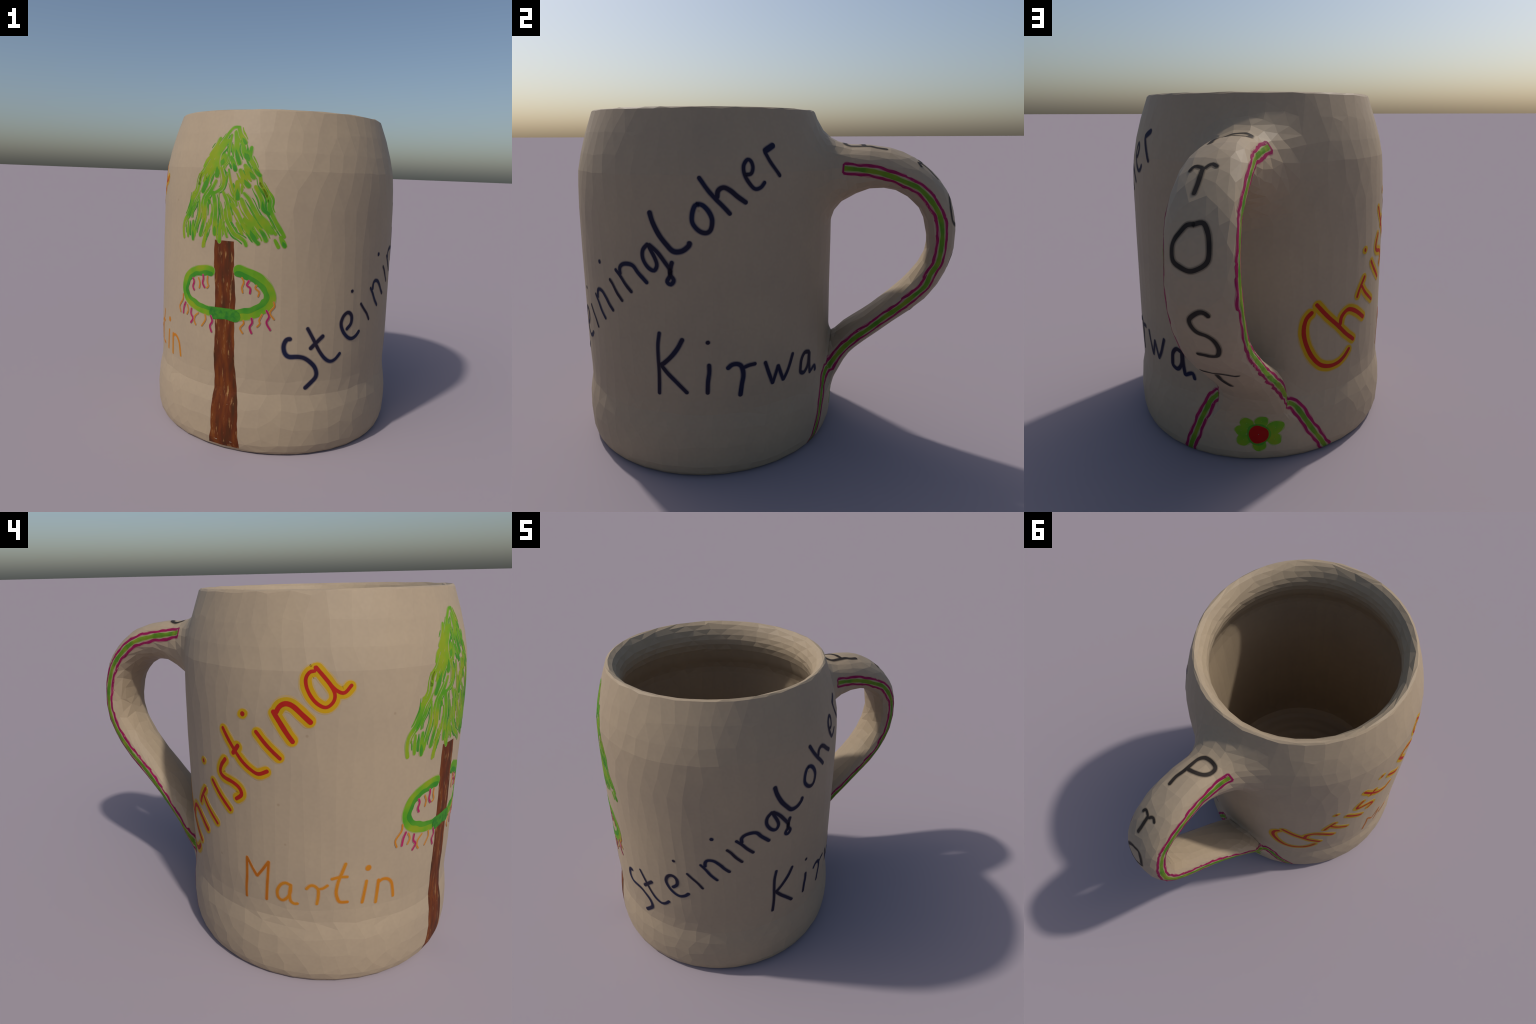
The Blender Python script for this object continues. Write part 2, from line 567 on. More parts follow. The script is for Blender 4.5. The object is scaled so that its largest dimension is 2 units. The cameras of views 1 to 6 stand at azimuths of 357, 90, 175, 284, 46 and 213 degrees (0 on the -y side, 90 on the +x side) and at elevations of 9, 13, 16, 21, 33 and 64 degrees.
BODY, GRIP = PARTS["mug_body"], PARTS["handle"]
VILLAGE_NAME = [
    ('S', [
        (pen(0.0205), [(1.95, 0.6237), (0.16, 0.6178), (-0.85, 0.5869), (-0.26, 0.5508), (1.63, 0.5317), (5.54, 0.5317), (8.86, 0.5196), (12.44, 0.4829), (13.90, 0.4468), (13.60, 0.4179), (11.53, 0.3905), (9.15, 0.3646)]),
    ]),
    ('t', [
        (pen(0.0163), [(8.85, 0.6788), (11.74, 0.6193), (14.45, 0.5613), (17.18, 0.5192), (19.93, 0.4984), (22.57, 0.5064), (24.90, 0.5347)]),
        (pen(0.0194), [(10.52, 0.5723), (13.26, 0.6044), (16.07, 0.6360)]),
    ]),
    ('e', [
        (pen(0.0177), [(27.66, 0.6566), (29.94, 0.6846), (29.99, 0.7245), (28.00, 0.7443), (25.72, 0.7302), (24.52, 0.6921), (25.63, 0.6510), (28.23, 0.6157), (30.82, 0.6026), (33.41, 0.6123), (35.34, 0.6347)]),
    ]),
    ('i', [
        (pen(0.0120), [(35.23, 0.7816), (37.67, 0.7488), (39.96, 0.7198), (42.04, 0.6835)]),
        (pen(0.0158), [(29.19, 0.8551), (29.75, 0.8517)]),
    ]),
    ('n', [
        (pen(0.0142), [(41.58, 0.8549), (43.78, 0.8222), (45.97, 0.7826), (48.71, 0.7470)]),
        (pen(0.0165), [(43.53, 0.8434), (43.81, 0.8727), (45.01, 0.8865), (47.62, 0.8816), (50.17, 0.8543), (52.08, 0.8261), (54.20, 0.8019)]),
    ]),
    ('i', [
        (pen(0.0140), [(53.18, 0.9529), (54.93, 0.9326), (57.19, 0.8951), (59.84, 0.8603)]),
        (pen(0.0196), [(46.82, 1.0300), (47.12, 1.0231)]),
    ]),
    ('n', [
        (pen(0.0154), [(57.17, 1.0072), (59.61, 0.9797), (61.93, 0.9459), (64.85, 0.9113)]),
        (pen(0.0184), [(59.61, 0.9897), (59.64, 1.0196), (61.31, 1.0378), (63.99, 1.0428), (66.38, 1.0354), (68.50, 1.0057), (72.18, 0.9630)]),
    ]),
    ('g', [
        (pen(0.0172), [(73.21, 1.1414), (71.02, 1.1127), (70.87, 1.0742), (72.80, 1.0373), (75.26, 1.0225), (76.60, 1.0455), (75.98, 1.0779), (73.67, 1.1309)]),
        (pen(0.0182), [(73.70, 1.1390), (77.06, 1.1057), (79.82, 1.0636), (81.61, 1.0316), (81.74, 1.0040), (80.44, 0.9757), (81.82, 0.9624), (83.08, 0.9824), (81.77, 1.0096), (82.13, 1.0427), (82.67, 1.0647)]),
    ]),
    ('L', [
        (pen(0.0222), [(74.46, 1.2834), (75.59, 1.2391), (77.84, 1.1868), (80.57, 1.1450), (83.29, 1.1135), (86.53, 1.1141), (89.10, 1.1357), (89.60, 1.1518)]),
    ]),
    ('o', [
        (pen(0.0188), [(92.53, 1.3196), (94.76, 1.3142), (96.94, 1.2878), (98.20, 1.2510), (97.64, 1.2089), (95.80, 1.1935), (93.13, 1.2046), (90.97, 1.2365), (90.84, 1.2731), (91.83, 1.3094), (93.20, 1.3185)]),
    ]),
    ('h', [
        (pen(0.0177), [(93.71, 1.4323), (96.73, 1.3809), (99.78, 1.3390), (102.43, 1.3071), (105.08, 1.2720)]),
        (pen(0.0199), [(100.25, 1.3441), (100.79, 1.3749), (102.87, 1.3873), (105.37, 1.3736), (108.09, 1.3466), (111.35, 1.3188)]),
    ]),
    ('e', [
        (pen(0.0158), [(111.49, 1.4388), (113.74, 1.4432), (114.72, 1.4686), (114.20, 1.4945), (112.76, 1.5025), (111.09, 1.4798), (111.05, 1.4440), (112.58, 1.4073), (114.97, 1.3775), (117.51, 1.3815), (119.41, 1.4043)]),
    ]),
    ('r', [
        (pen(0.0258), [(125.10, 1.5625), (122.78, 1.5497), (120.57, 1.5370)]),
        (pen(0.0161), [(120.52, 1.5344), (122.63, 1.4896), (126.41, 1.4274)]),
    ]),
]

FEAST_NAME = [
    ('K', [
        (pen(0.0157), [(76.26, 0.7322), (75.43, 0.6746), (75.30, 0.6153), (75.41, 0.5556), (75.27, 0.4902), (74.89, 0.4268)]),
        (pen(0.0200), [(85.45, 0.7055), (83.22, 0.6578), (80.49, 0.6167), (77.38, 0.5820), (76.35, 0.5768)]),
        (pen(0.0187), [(76.66, 0.5692), (79.21, 0.5320), (82.95, 0.4861), (86.48, 0.4402)]),
    ]),
    ('i', [
        (pen(0.0186), [(95.43, 0.5813), (95.43, 0.5435), (94.81, 0.4952), (94.53, 0.4373)]),
        (pen(0.0205), [(95.17, 0.6925), (95.28, 0.6862)]),
    ]),
    ('r', [
        (pen(0.0211), [(102.61, 0.5570), (104.40, 0.5727), (106.66, 0.5734), (108.27, 0.5567), (108.86, 0.5151), (108.17, 0.4663), (107.53, 0.4127)]),
        (pen(0.0181), [(108.92, 0.5515), (111.28, 0.5591), (114.02, 0.5615)]),
    ]),
    ('w', [
        (pen(0.0170), [(118.29, 0.5595), (119.74, 0.5059), (121.73, 0.4400)]),
        (pen(0.0172), [(121.73, 0.4400), (123.23, 0.4868), (124.37, 0.5258)]),
        (pen(0.0173), [(124.37, 0.5258), (125.67, 0.4832), (127.03, 0.4416)]),
        (pen(0.0174), [(127.03, 0.4416), (129.52, 0.4870), (132.17, 0.5634)]),
    ]),
    ('a', [
        (pen(0.0203), [(142.90, 0.5313), (139.89, 0.5390), (137.70, 0.5127), (137.11, 0.4708), (137.25, 0.4435), (139.83, 0.4324), (142.33, 0.4666), (142.91, 0.5268)]),
        (pen(0.0205), [(143.23, 0.5255), (143.25, 0.4716), (143.99, 0.4136)]),
        (pen(0.0187), [(143.99, 0.4136), (147.76, 0.4328), (148.81, 0.4046)]),
    ]),
]

WOMAN_NAME = [
    ('C', [
        (pen(0.0243), [(197.68, 0.7549), (195.11, 0.7236), (194.13, 0.6710), (194.96, 0.6085), (197.67, 0.5345), (201.72, 0.4790), (206.59, 0.4574), (-148.90, 0.4616), (-145.53, 0.4824), (-142.77, 0.5151)]),
    ]),
    ('h', [
        (pen(0.0233), [(199.49, 0.7903), (204.65, 0.7219), (-149.64, 0.6571), (-145.36, 0.6055), (-140.12, 0.5542)]),
        (pen(0.0249), [(-148.66, 0.6604), (-147.77, 0.7016), (-144.31, 0.7255), (-139.50, 0.7038), (-133.13, 0.6486)]),
    ]),
    ('r', [
        (pen(0.0190), [(-133.21, 0.8639), (-136.79, 0.8113), (-138.66, 0.7715)]),
        (pen(0.0175), [(-135.42, 0.8207), (-131.92, 0.7741), (-125.64, 0.7160)]),
    ]),
    ('i', [
        (pen(0.0191), [(-127.70, 0.9278), (-123.84, 0.8766), (-117.89, 0.8131)]),
        (pen(0.0183), [(-133.73, 1.0038), (-133.51, 0.9936)]),
    ]),
    ('s', [
        (pen(0.0208), [(-119.54, 1.0504), (-121.87, 1.0132), (-122.43, 0.9804), (-120.33, 0.9618), (-116.28, 0.9519), (-113.19, 0.9327), (-112.37, 0.9039), (-114.96, 0.8774)]),
    ]),
    ('t', [
        (pen(0.0189), [(-120.46, 1.1874), (-118.21, 1.1486), (-115.13, 1.1028), (-111.61, 1.0578), (-108.26, 1.0296), (-105.05, 1.0154), (-101.43, 1.0336)]),
        (pen(0.0223), [(-115.80, 1.0836), (-113.25, 1.1244)]),
    ]),
    ('i', [
        (pen(0.0193), [(-105.91, 1.1968), (-101.88, 1.1440), (-96.79, 1.0915)]),
        (pen(0.0248), [(-111.27, 1.2644), (-111.04, 1.2571)]),
    ]),
    ('n', [
        (pen(0.0230), [(-99.46, 1.2854), (-97.06, 1.2425), (-94.72, 1.2013), (-92.41, 1.1651)]),
        (pen(0.0237), [(-98.50, 1.2784), (-97.13, 1.3057), (-95.07, 1.3175), (-92.57, 1.3085), (-89.40, 1.2763), (-86.49, 1.2460)]),
    ]),
    ('a', [
        (pen(0.0161), [(-85.59, 1.4581), (-85.56, 1.4438), (-87.28, 1.4388), (-88.53, 1.4140), (-88.03, 1.3765), (-86.00, 1.3364), (-83.34, 1.3112), (-81.17, 1.3087), (-79.27, 1.3314), (-79.12, 1.3617), (-80.93, 1.3970), (-84.93, 1.4510)]),
        (pen(0.0160), [(-85.38, 1.4581), (-81.82, 1.4120), (-79.16, 1.3768), (-76.08, 1.3611), (-73.53, 1.3903)]),
    ]),
]

MAN_NAME = [
    ('M', [
        (pen(0.0131), [(-111.50, 0.3976), (-111.38, 0.4539), (-110.89, 0.5185), (-110.70, 0.6083)]),
        (pen(0.0135), [(-110.70, 0.6083), (-108.66, 0.5679), (-106.35, 0.5261)]),
        (pen(0.0134), [(-106.35, 0.5261), (-104.01, 0.5652), (-101.46, 0.6124)]),
        (pen(0.0134), [(-101.46, 0.6124), (-101.80, 0.5499), (-102.19, 0.4887), (-102.60, 0.4133)]),
    ]),
    ('a', [
        (pen(0.0140), [(-92.97, 0.5125), (-94.88, 0.5216), (-96.83, 0.5077), (-98.15, 0.4737), (-97.78, 0.4400), (-96.08, 0.4289), (-94.10, 0.4491), (-93.12, 0.4780), (-92.97, 0.5162)]),
        (pen(0.0140), [(-93.02, 0.5124), (-93.40, 0.4660), (-93.01, 0.4321), (-91.63, 0.4193), (-90.26, 0.4218)]),
    ]),
    ('r', [
        (pen(0.0138), [(-87.21, 0.5026), (-85.78, 0.5209), (-84.21, 0.5204), (-82.87, 0.5025), (-82.80, 0.4647), (-83.26, 0.4261)]),
        (pen(0.0125), [(-82.35, 0.5065), (-81.05, 0.5108), (-79.38, 0.5258)]),
    ]),
    ('t', [
        (pen(0.0143), [(-73.12, 0.6316), (-74.42, 0.5850), (-75.62, 0.5429), (-76.26, 0.4954), (-75.89, 0.4650), (-74.73, 0.4395), (-71.72, 0.4369)]),
        (pen(0.0130), [(-78.14, 0.5562), (-75.15, 0.5659), (-72.24, 0.5656)]),
    ]),
    ('i', [
        (pen(0.0145), [(-65.00, 0.5377), (-65.55, 0.4830), (-66.20, 0.4249)]),
        (pen(0.0278), [(-64.84, 0.5947), (-64.32, 0.6044)]),
    ]),
    ('n', [
        (pen(0.0152), [(-60.18, 0.5328), (-60.40, 0.4790), (-60.67, 0.4142)]),
        (pen(0.0140), [(-60.39, 0.5168), (-58.51, 0.5304), (-56.31, 0.5261), (-54.52, 0.5037), (-53.66, 0.4664), (-53.08, 0.4255)]),
    ]),
]

TOAST = [
    ('P', [
        (pen(0.0168), [(21.11, 0.0335), (18.96, 0.0363), (17.16, 0.0294), (15.11, 0.0304), (13.06, 0.0314), (11.76, 0.0136), (11.46, -0.0225), (11.81, -0.0591), (12.76, -0.0726), (14.31, -0.0694), (15.31, -0.0505), (15.91, -0.0167), (16.16, 0.0192)]),
    ]),
    ('r', [
        (pen(0.0109), [(29.36, 0.0620), (28.61, 0.0478), (29.06, 0.0238), (29.46, 0.0109), (28.86, -0.0033), (28.71, -0.0166), (29.31, -0.0333)]),
        (pen(0.0140), [(29.36, 0.0151), (31.62, 0.0172), (33.77, 0.0241)]),
    ]),
    ('o', [
        (pen(0.0128), [(38.17, 0.0101), (38.27, 0.0337), (39.22, 0.0571), (40.32, 0.0763), (41.67, 0.0835), (43.42, 0.0789), (44.42, 0.0502), (44.87, 0.0210), (44.32, -0.0115), (43.52, -0.0329), (42.62, -0.0403), (41.17, -0.0419), (39.52, -0.0378), (38.32, -0.0267), (37.97, -0.0130), (38.22, 0.0133)]),
    ]),
    ('s', [
        (pen(0.0129), [(52.28, -0.0277), (51.68, -0.0150), (51.63, 0.0029), (52.38, 0.0269), (53.38, 0.0413), (54.58, 0.0360), (55.53, 0.0187), (56.03, -0.0093), (57.03, -0.0316), (58.73, -0.0424), (60.33, -0.0325), (60.68, -0.0140), (60.53, 0.0159), (60.58, 0.0395)]),
    ]),
    ('t', [
        (pen(0.0121), [(67.18, 0.0760), (66.83, 0.0346), (66.88, -0.0062), (67.93, -0.0634)]),
        (pen(0.0136), [(67.58, 0.0161), (71.19, 0.0248), (74.64, 0.0171)]),
    ]),
]

CROWN = [
    ('stroke', [
        (pen(0.0164), [(-25.00, 1.6397), (-27.91, 1.6375), (-29.95, 1.6119), (-31.40, 1.5838), (-33.93, 1.5368), (-36.37, 1.5038), (-39.21, 1.4799), (-40.53, 1.4466)]),
    ]),
    ('stroke', [
        (pen(0.0188), [(-34.08, 1.5862), (-35.64, 1.5414), (-38.00, 1.5036)]),
    ]),
    ('stroke', [
        (pen(0.0207), [(-25.48, 1.6397), (-23.94, 1.6028), (-21.91, 1.5753), (-21.05, 1.5617)]),
    ]),
    ('stroke', [
        (pen(0.0230), [(-26.55, 1.6165), (-25.28, 1.5702), (-25.04, 1.5288), (-23.89, 1.4925), (-22.72, 1.4656)]),
    ]),
    ('stroke', [
        (pen(0.0116), [(-28.27, 1.6025), (-28.52, 1.5653), (-28.47, 1.5374), (-28.32, 1.5006)]),
    ]),
    ('stroke', [
        (pen(0.0280), [(-29.69, 1.5745), (-31.59, 1.5464), (-33.40, 1.5135), (-33.89, 1.4809), (-33.08, 1.4255), (-33.19, 1.4024)]),
    ]),
    ('stroke', [
        (pen(0.0165), [(-30.89, 1.5838), (-33.12, 1.5463), (-35.31, 1.5040), (-37.75, 1.4614), (-39.90, 1.4233), (-42.02, 1.3942), (-42.65, 1.3560)]),
    ]),
    ('stroke', [
        (pen(0.0228), [(-22.45, 1.5660), (-21.48, 1.5296), (-20.30, 1.5026), (-18.86, 1.4850)]),
    ]),
    ('stroke', [
        (pen(0.0204), [(-18.20, 1.5441), (-18.36, 1.5213), (-18.52, 1.4941), (-16.36, 1.4589), (-15.55, 1.4323), (-13.46, 1.4108)]),
    ]),
    ('stroke', [
        (pen(0.0228), [(-20.55, 1.5252), (-19.41, 1.4984)]),
    ]),
    ('stroke', [
        (pen(0.0207), [(-27.10, 1.4963), (-25.58, 1.4647), (-24.33, 1.4333)]),
    ]),
    ('stroke', [
        (pen(0.0069), [(-28.47, 1.5374), (-28.08, 1.4823), (-29.57, 1.4543), (-29.78, 1.4359)]),
    ]),
    ('stroke', [
        (pen(0.0283), [(-34.04, 1.4902), (-35.31, 1.4434), (-37.06, 1.4055), (-38.93, 1.3578), (-40.38, 1.3239)]),
    ]),
    ('stroke', [
        (pen(0.0163), [(-31.34, 1.4446), (-30.09, 1.4082), (-29.47, 1.3809), (-30.24, 1.3483), (-32.53, 1.3285), (-35.45, 1.3128)]),
    ]),
    ('stroke', [
        (pen(0.0171), [(-41.59, 1.4180), (-42.55, 1.3846), (-42.88, 1.3463), (-43.88, 1.3171), (-46.14, 1.2819), (-47.18, 1.2471), (-49.05, 1.2062), (-51.79, 1.1637), (-52.34, 1.1180), (-51.75, 1.0785)]),
    ]),
    ('stroke', [
        (pen(0.0123), [(-46.41, 1.3156), (-46.76, 1.2766), (-48.45, 1.2264), (-50.03, 1.1855)]),
    ]),
    ('stroke', [
        (pen(0.0214), [(-33.31, 1.3792), (-34.66, 1.3506), (-36.51, 1.3168), (-38.43, 1.2825), (-38.70, 1.2348), (-38.80, 1.1917), (-40.00, 1.1423), (-40.98, 1.1024)]),
    ]),
    ('stroke', [
        (pen(0.0087), [(-42.08, 1.3182), (-43.06, 1.2888), (-44.61, 1.2491), (-46.06, 1.2188), (-46.58, 1.1889)]),
    ]),
    ('stroke', [
        (pen(0.0146), [(-42.57, 1.3035), (-41.90, 1.2513), (-41.98, 1.2031), (-43.26, 1.1533), (-44.30, 1.1081), (-45.44, 1.0771)]),
    ]),
    ('stroke', [
        (pen(0.0236), [(-34.49, 1.3227), (-33.47, 1.2766), (-32.98, 1.2300), (-33.06, 1.1828), (-33.15, 1.1400), (-33.06, 1.1163)]),
    ]),
    ('stroke', [
        (pen(0.0056), [(-31.59, 1.3337), (-31.31, 1.2827), (-30.11, 1.2323), (-29.49, 1.1907), (-30.49, 1.1427), (-31.09, 1.1089)]),
    ]),
    ('stroke', [
        (pen(0.0115), [(-27.48, 1.4367), (-26.56, 1.3914), (-25.22, 1.3464), (-23.70, 1.3015), (-23.09, 1.2652)]),
    ]),
    ('stroke', [
        (pen(0.0251), [(-22.18, 1.4341), (-20.76, 1.4031), (-19.39, 1.3766), (-17.88, 1.3593)]),
    ]),
    ('stroke', [
        (pen(0.0250), [(-20.29, 1.4574), (-18.87, 1.4399), (-17.09, 1.4137), (-16.02, 1.4007)]),
    ]),
    ('stroke', [
        (pen(0.0253), [(-23.20, 1.3793), (-23.03, 1.3430), (-22.60, 1.2976)]),
    ]),
    ('stroke', [
        (pen(0.0182), [(-17.46, 1.4674), (-15.21, 1.4414), (-13.66, 1.4107), (-12.92, 1.3752), (-11.20, 1.3401), (-9.28, 1.3006), (-9.14, 1.2646), (-7.84, 1.2291), (-5.95, 1.1891), (-3.46, 1.1446), (-2.62, 1.1267)]),
    ]),
    ('stroke', [
        (pen(0.0204), [(-15.25, 1.3606), (-13.50, 1.3254), (-12.17, 1.2901), (-11.63, 1.2542), (-9.21, 1.2328)]),
    ]),
    ('stroke', [
        (pen(0.0183), [(-20.00, 1.3265), (-17.82, 1.3004), (-16.05, 1.2652), (-14.32, 1.2344), (-12.63, 1.2035), (-9.75, 1.1687), (-7.71, 1.1424)]),
    ]),
    ('stroke', [
        (pen(0.0229), [(-21.12, 1.2985), (-19.71, 1.2629), (-17.92, 1.2275), (-15.80, 1.2014), (-13.70, 1.1707), (-11.20, 1.1356), (-9.91, 1.1042)]),
    ]),
    ('stroke', [
        (pen(0.0207), [(-25.74, 1.2726), (-22.97, 1.2377), (-21.15, 1.2022), (-19.80, 1.1755), (-17.63, 1.1448), (-15.08, 1.1098), (-13.00, 1.0882)]),
    ]),
    ('stroke', [
        (pen(0.0163), [(-29.67, 1.3301), (-27.60, 1.2852), (-26.47, 1.2398), (-25.41, 1.1895)]),
    ]),
    ('stroke', [
        (pen(0.0186), [(-28.29, 1.2430), (-27.69, 1.2016), (-26.23, 1.1702), (-23.88, 1.1302), (-21.26, 1.1139), (-19.11, 1.0972), (-18.20, 1.0747)]),
    ]),
    ('stroke', [
        (pen(0.0230), [(-19.48, 1.2034), (-17.30, 1.1682), (-15.96, 1.1322), (-14.28, 1.1104)]),
    ]),
    ('stroke', [
        (pen(0.0182), [(-12.30, 1.2219), (-9.84, 1.1915), (-8.17, 1.1605), (-6.15, 1.1387)]),
    ]),
    ('stroke', [
        (pen(0.0160), [(-6.43, 1.1110), (-4.75, 1.0750)]),
    ]),
    ('stroke', [
        (pen(0.0229), [(-4.17, 1.1259), (-2.25, 1.0808)]),
    ]),
    ('stroke', [
        (pen(0.0139), [(-22.77, 1.1824), (-21.40, 1.1557), (-20.05, 1.1289)]),
    ]),
    ('stroke', [
        (pen(0.0117), [(-28.98, 1.1771), (-27.93, 1.1405), (-26.90, 1.1085)]),
    ]),
    ('stroke', [
        (pen(0.0188), [(-29.96, 1.1903), (-30.49, 1.1427), (-30.51, 1.0810)]),
    ]),
    ('stroke', [
        (pen(0.0144), [(-34.94, 1.2190), (-35.53, 1.1709), (-37.22, 1.1309), (-38.43, 1.0958), (-39.34, 1.0460)]),
    ]),
    ('stroke', [
        (pen(0.0058), [(-36.83, 1.1697), (-37.68, 1.1111), (-38.24, 1.0475)]),
    ]),
    ('stroke', [
        (pen(0.0148), [(-48.87, 1.1669), (-49.01, 1.1221), (-48.85, 1.0874)]),
    ]),
    ('stroke', [
        (pen(0.0220), [(-45.52, 1.1704), (-45.63, 1.1212), (-45.44, 1.0771)]),
    ]),
    ('stroke', [
        (pen(0.0070), [(-28.30, 1.4227), (-28.60, 1.3905), (-29.82, 1.3578)]),
    ]),
    ('stroke', [
        (pen(0.0279), [(-30.29, 1.5048), (-31.13, 1.4631)]),
    ]),
    ('stroke', [
        (pen(0.0213), [(-37.48, 1.3021), (-36.22, 1.2699)]),
    ]),
    ('stroke', [
        (pen(0.0100), [(-13.53, 1.3794), (-10.75, 1.3269), (-9.83, 1.2913)]),
    ]),
    ('stroke', [
        (pen(0.0115), [(-18.56, 1.1764), (-16.03, 1.1507), (-13.50, 1.1156)]),
    ]),
    ('stroke', [
        (pen(0.0083), [(-27.76, 1.3174), (-24.91, 1.2824), (-23.45, 1.2512)]),
    ]),
    ('stroke', [
        (pen(0.0190), [(-39.17, 1.3954), (-39.42, 1.3481)]),
    ]),
]

WREATH = [
    ('stroke', [
        (pen(0.0334), [(-33.61, 0.9290), (-36.09, 0.9330), (-39.56, 0.9273), (-43.78, 0.9120), (-47.37, 0.8850), (-49.25, 0.8485), (-49.76, 0.8144), (-49.11, 0.7868), (-47.06, 0.7585), (-43.36, 0.7384), (-39.07, 0.7277), (-35.14, 0.7220), (-31.87, 0.7186), (-28.03, 0.7219), (-24.37, 0.7223), (-21.55, 0.7228)]),
    ]),
    ('stroke', [
        (pen(0.0393), [(-21.86, 0.9527), (-19.13, 0.9444), (-15.79, 0.9327), (-12.84, 0.9203), (-10.54, 0.8994), (-8.54, 0.8706), (-7.49, 0.8408), (-7.54, 0.8101), (-8.88, 0.7860), (-11.37, 0.7645), (-14.23, 0.7461), (-17.49, 0.7325), (-21.54, 0.7209)]),
    ]),
    ('stroke', [
        (pen(0.0403), [(-33.07, 0.7162), (-29.92, 0.7204), (-26.18, 0.7232), (-23.29, 0.7201), (-21.18, 0.7136)]),
    ]),
]

PINK_RIBBONS = [
    ('stroke', [
        (pen(0.0111), [(-44.71, 0.8780), (-43.92, 0.8593), (-44.62, 0.8335), (-43.82, 0.8149)]),
    ]),
    ('stroke', [
        (pen(0.0109), [(-38.62, 0.9051), (-38.35, 0.8857), (-38.74, 0.8611), (-37.59, 0.8393)]),
    ]),
    ('stroke', [
        (pen(0.0105), [(-16.36, 0.9054), (-17.28, 0.8815), (-15.76, 0.8678), (-15.84, 0.8409)]),
    ]),
    ('stroke', [
        (pen(0.0114), [(-49.53, 0.7361), (-50.62, 0.7083), (-51.10, 0.6734)]),
    ]),
    ('stroke', [
        (pen(0.0112), [(-45.32, 0.7132), (-45.48, 0.6839), (-44.12, 0.6625), (-45.59, 0.6358)]),
    ]),
    ('stroke', [
        (pen(0.0109), [(-33.83, 0.7006), (-32.94, 0.6724), (-34.08, 0.6457), (-33.17, 0.6154)]),
    ]),
    ('stroke', [
        (pen(0.0106), [(-14.79, 0.7183), (-14.39, 0.6954), (-15.46, 0.6706), (-14.53, 0.6404)]),
    ]),
    ('stroke', [
        (pen(0.0105), [(-8.64, 0.7631), (-7.42, 0.7332), (-8.42, 0.7014), (-6.69, 0.6639)]),
    ]),
]

ORANGE_RIBBONS = [
    ('stroke', [
        (pen(0.0086), [(-41.31, 0.8844), (-40.32, 0.8582), (-40.72, 0.8313)]),
    ]),
    ('stroke', [
        (pen(0.0085), [(-36.02, 0.9016), (-36.16, 0.8737), (-35.48, 0.8511), (-36.51, 0.8393)]),
    ]),
    ('stroke', [
        (pen(0.0083), [(-19.55, 0.9172), (-18.65, 0.8953), (-19.41, 0.8675), (-19.00, 0.8411)]),
    ]),
    ('stroke', [
        (pen(0.0082), [(-13.21, 0.8857), (-13.65, 0.8700), (-11.98, 0.8524), (-12.39, 0.8291)]),
    ]),
    ('stroke', [
        (pen(0.0090), [(-51.48, 0.7772), (-51.68, 0.7475), (-54.13, 0.7075), (-53.33, 0.6737)]),
    ]),
    ('stroke', [
        (pen(0.0089), [(-48.34, 0.7265), (-47.41, 0.6997), (-48.45, 0.6741)]),
    ]),
    ('stroke', [
        (pen(0.0088), [(-40.83, 0.6993), (-42.92, 0.6779), (-43.33, 0.6521), (-42.29, 0.6321)]),
    ]),
    ('stroke', [
        (pen(0.0087), [(-36.99, 0.6999), (-36.69, 0.6722), (-38.79, 0.6347)]),
    ]),
    ('stroke', [
        (pen(0.0084), [(-18.40, 0.7020), (-18.02, 0.6868), (-19.63, 0.6609), (-18.36, 0.6352)]),
    ]),
    ('stroke', [
        (pen(0.0083), [(-10.33, 0.7423), (-11.51, 0.7102), (-11.13, 0.6950), (-12.36, 0.6762)]),
    ]),
    ('stroke', [
        (pen(0.0082), [(-5.79, 0.8075), (-5.39, 0.7847), (-7.17, 0.7527), (-5.30, 0.7192)]),
    ]),
]

FLOWER = [
    ('petal', [
        (pen(0.0485), [(171.29, 0.2286), (171.27, 0.2207)]),
        (pen(0.0484), [(177.02, 0.2390), (177.01, 0.2308)]),
        (pen(0.0586), [(182.35, 0.1997), (182.35, 0.1918)]),
        (pen(0.0423), [(168.89, 0.1845), (168.87, 0.1767)]),
        (pen(0.0492), [(169.86, 0.1312), (169.84, 0.1234)]),
        (pen(0.0493), [(175.94, 0.1033), (175.93, 0.0954)]),
        (pen(0.0492), [(181.95, 0.1325), (181.95, 0.1246)]),
    ]),
    ('centre', [
        (pen(0.0783), [(174.52, 0.1596), (176.94, 0.1591)]),
    ]),
]

TRUNK = [(1.091, -32.84, -23.77), (0.956, -32.84, -23.00), (0.801, -31.82, -22.23), (0.628, -31.57, -22.10), (0.492, -31.64, -21.94), (0.382, -31.10, -20.57), (0.232, -31.46, -19.30), (0.107, -31.48, -18.69), (0.007, -33.07, -18.08)]

# along the handle flank and down the foot: sideways, outward, height
STRIPE_FAR = [(0.146, 0.443, 1.445), (0.144, 0.505, 1.440), (0.155, 0.587, 1.431), (0.163, 0.663, 1.412), (0.171, 0.739, 1.383), (0.176, 0.804, 1.354), (0.180, 0.861, 1.299), (0.181, 0.899, 1.244), (0.180, 0.920, 1.188), (0.179, 0.929, 1.125), (0.179, 0.927, 1.057), (0.176, 0.917, 0.986), (0.173, 0.886, 0.925), (0.167, 0.866, 0.864), (0.162, 0.818, 0.811), (0.153, 0.749, 0.742), (0.143, 0.673, 0.676), (0.130, 0.595, 0.602), (0.120, 0.515, 0.532), (0.126, 0.450, 0.458), (0.142, 0.405, 0.395), (0.163, 0.372, 0.330), (0.186, 0.354, 0.275), (0.228, 0.350, 0.186), (0.260, 0.339, 0.105), (0.295, 0.293, 0.009)]
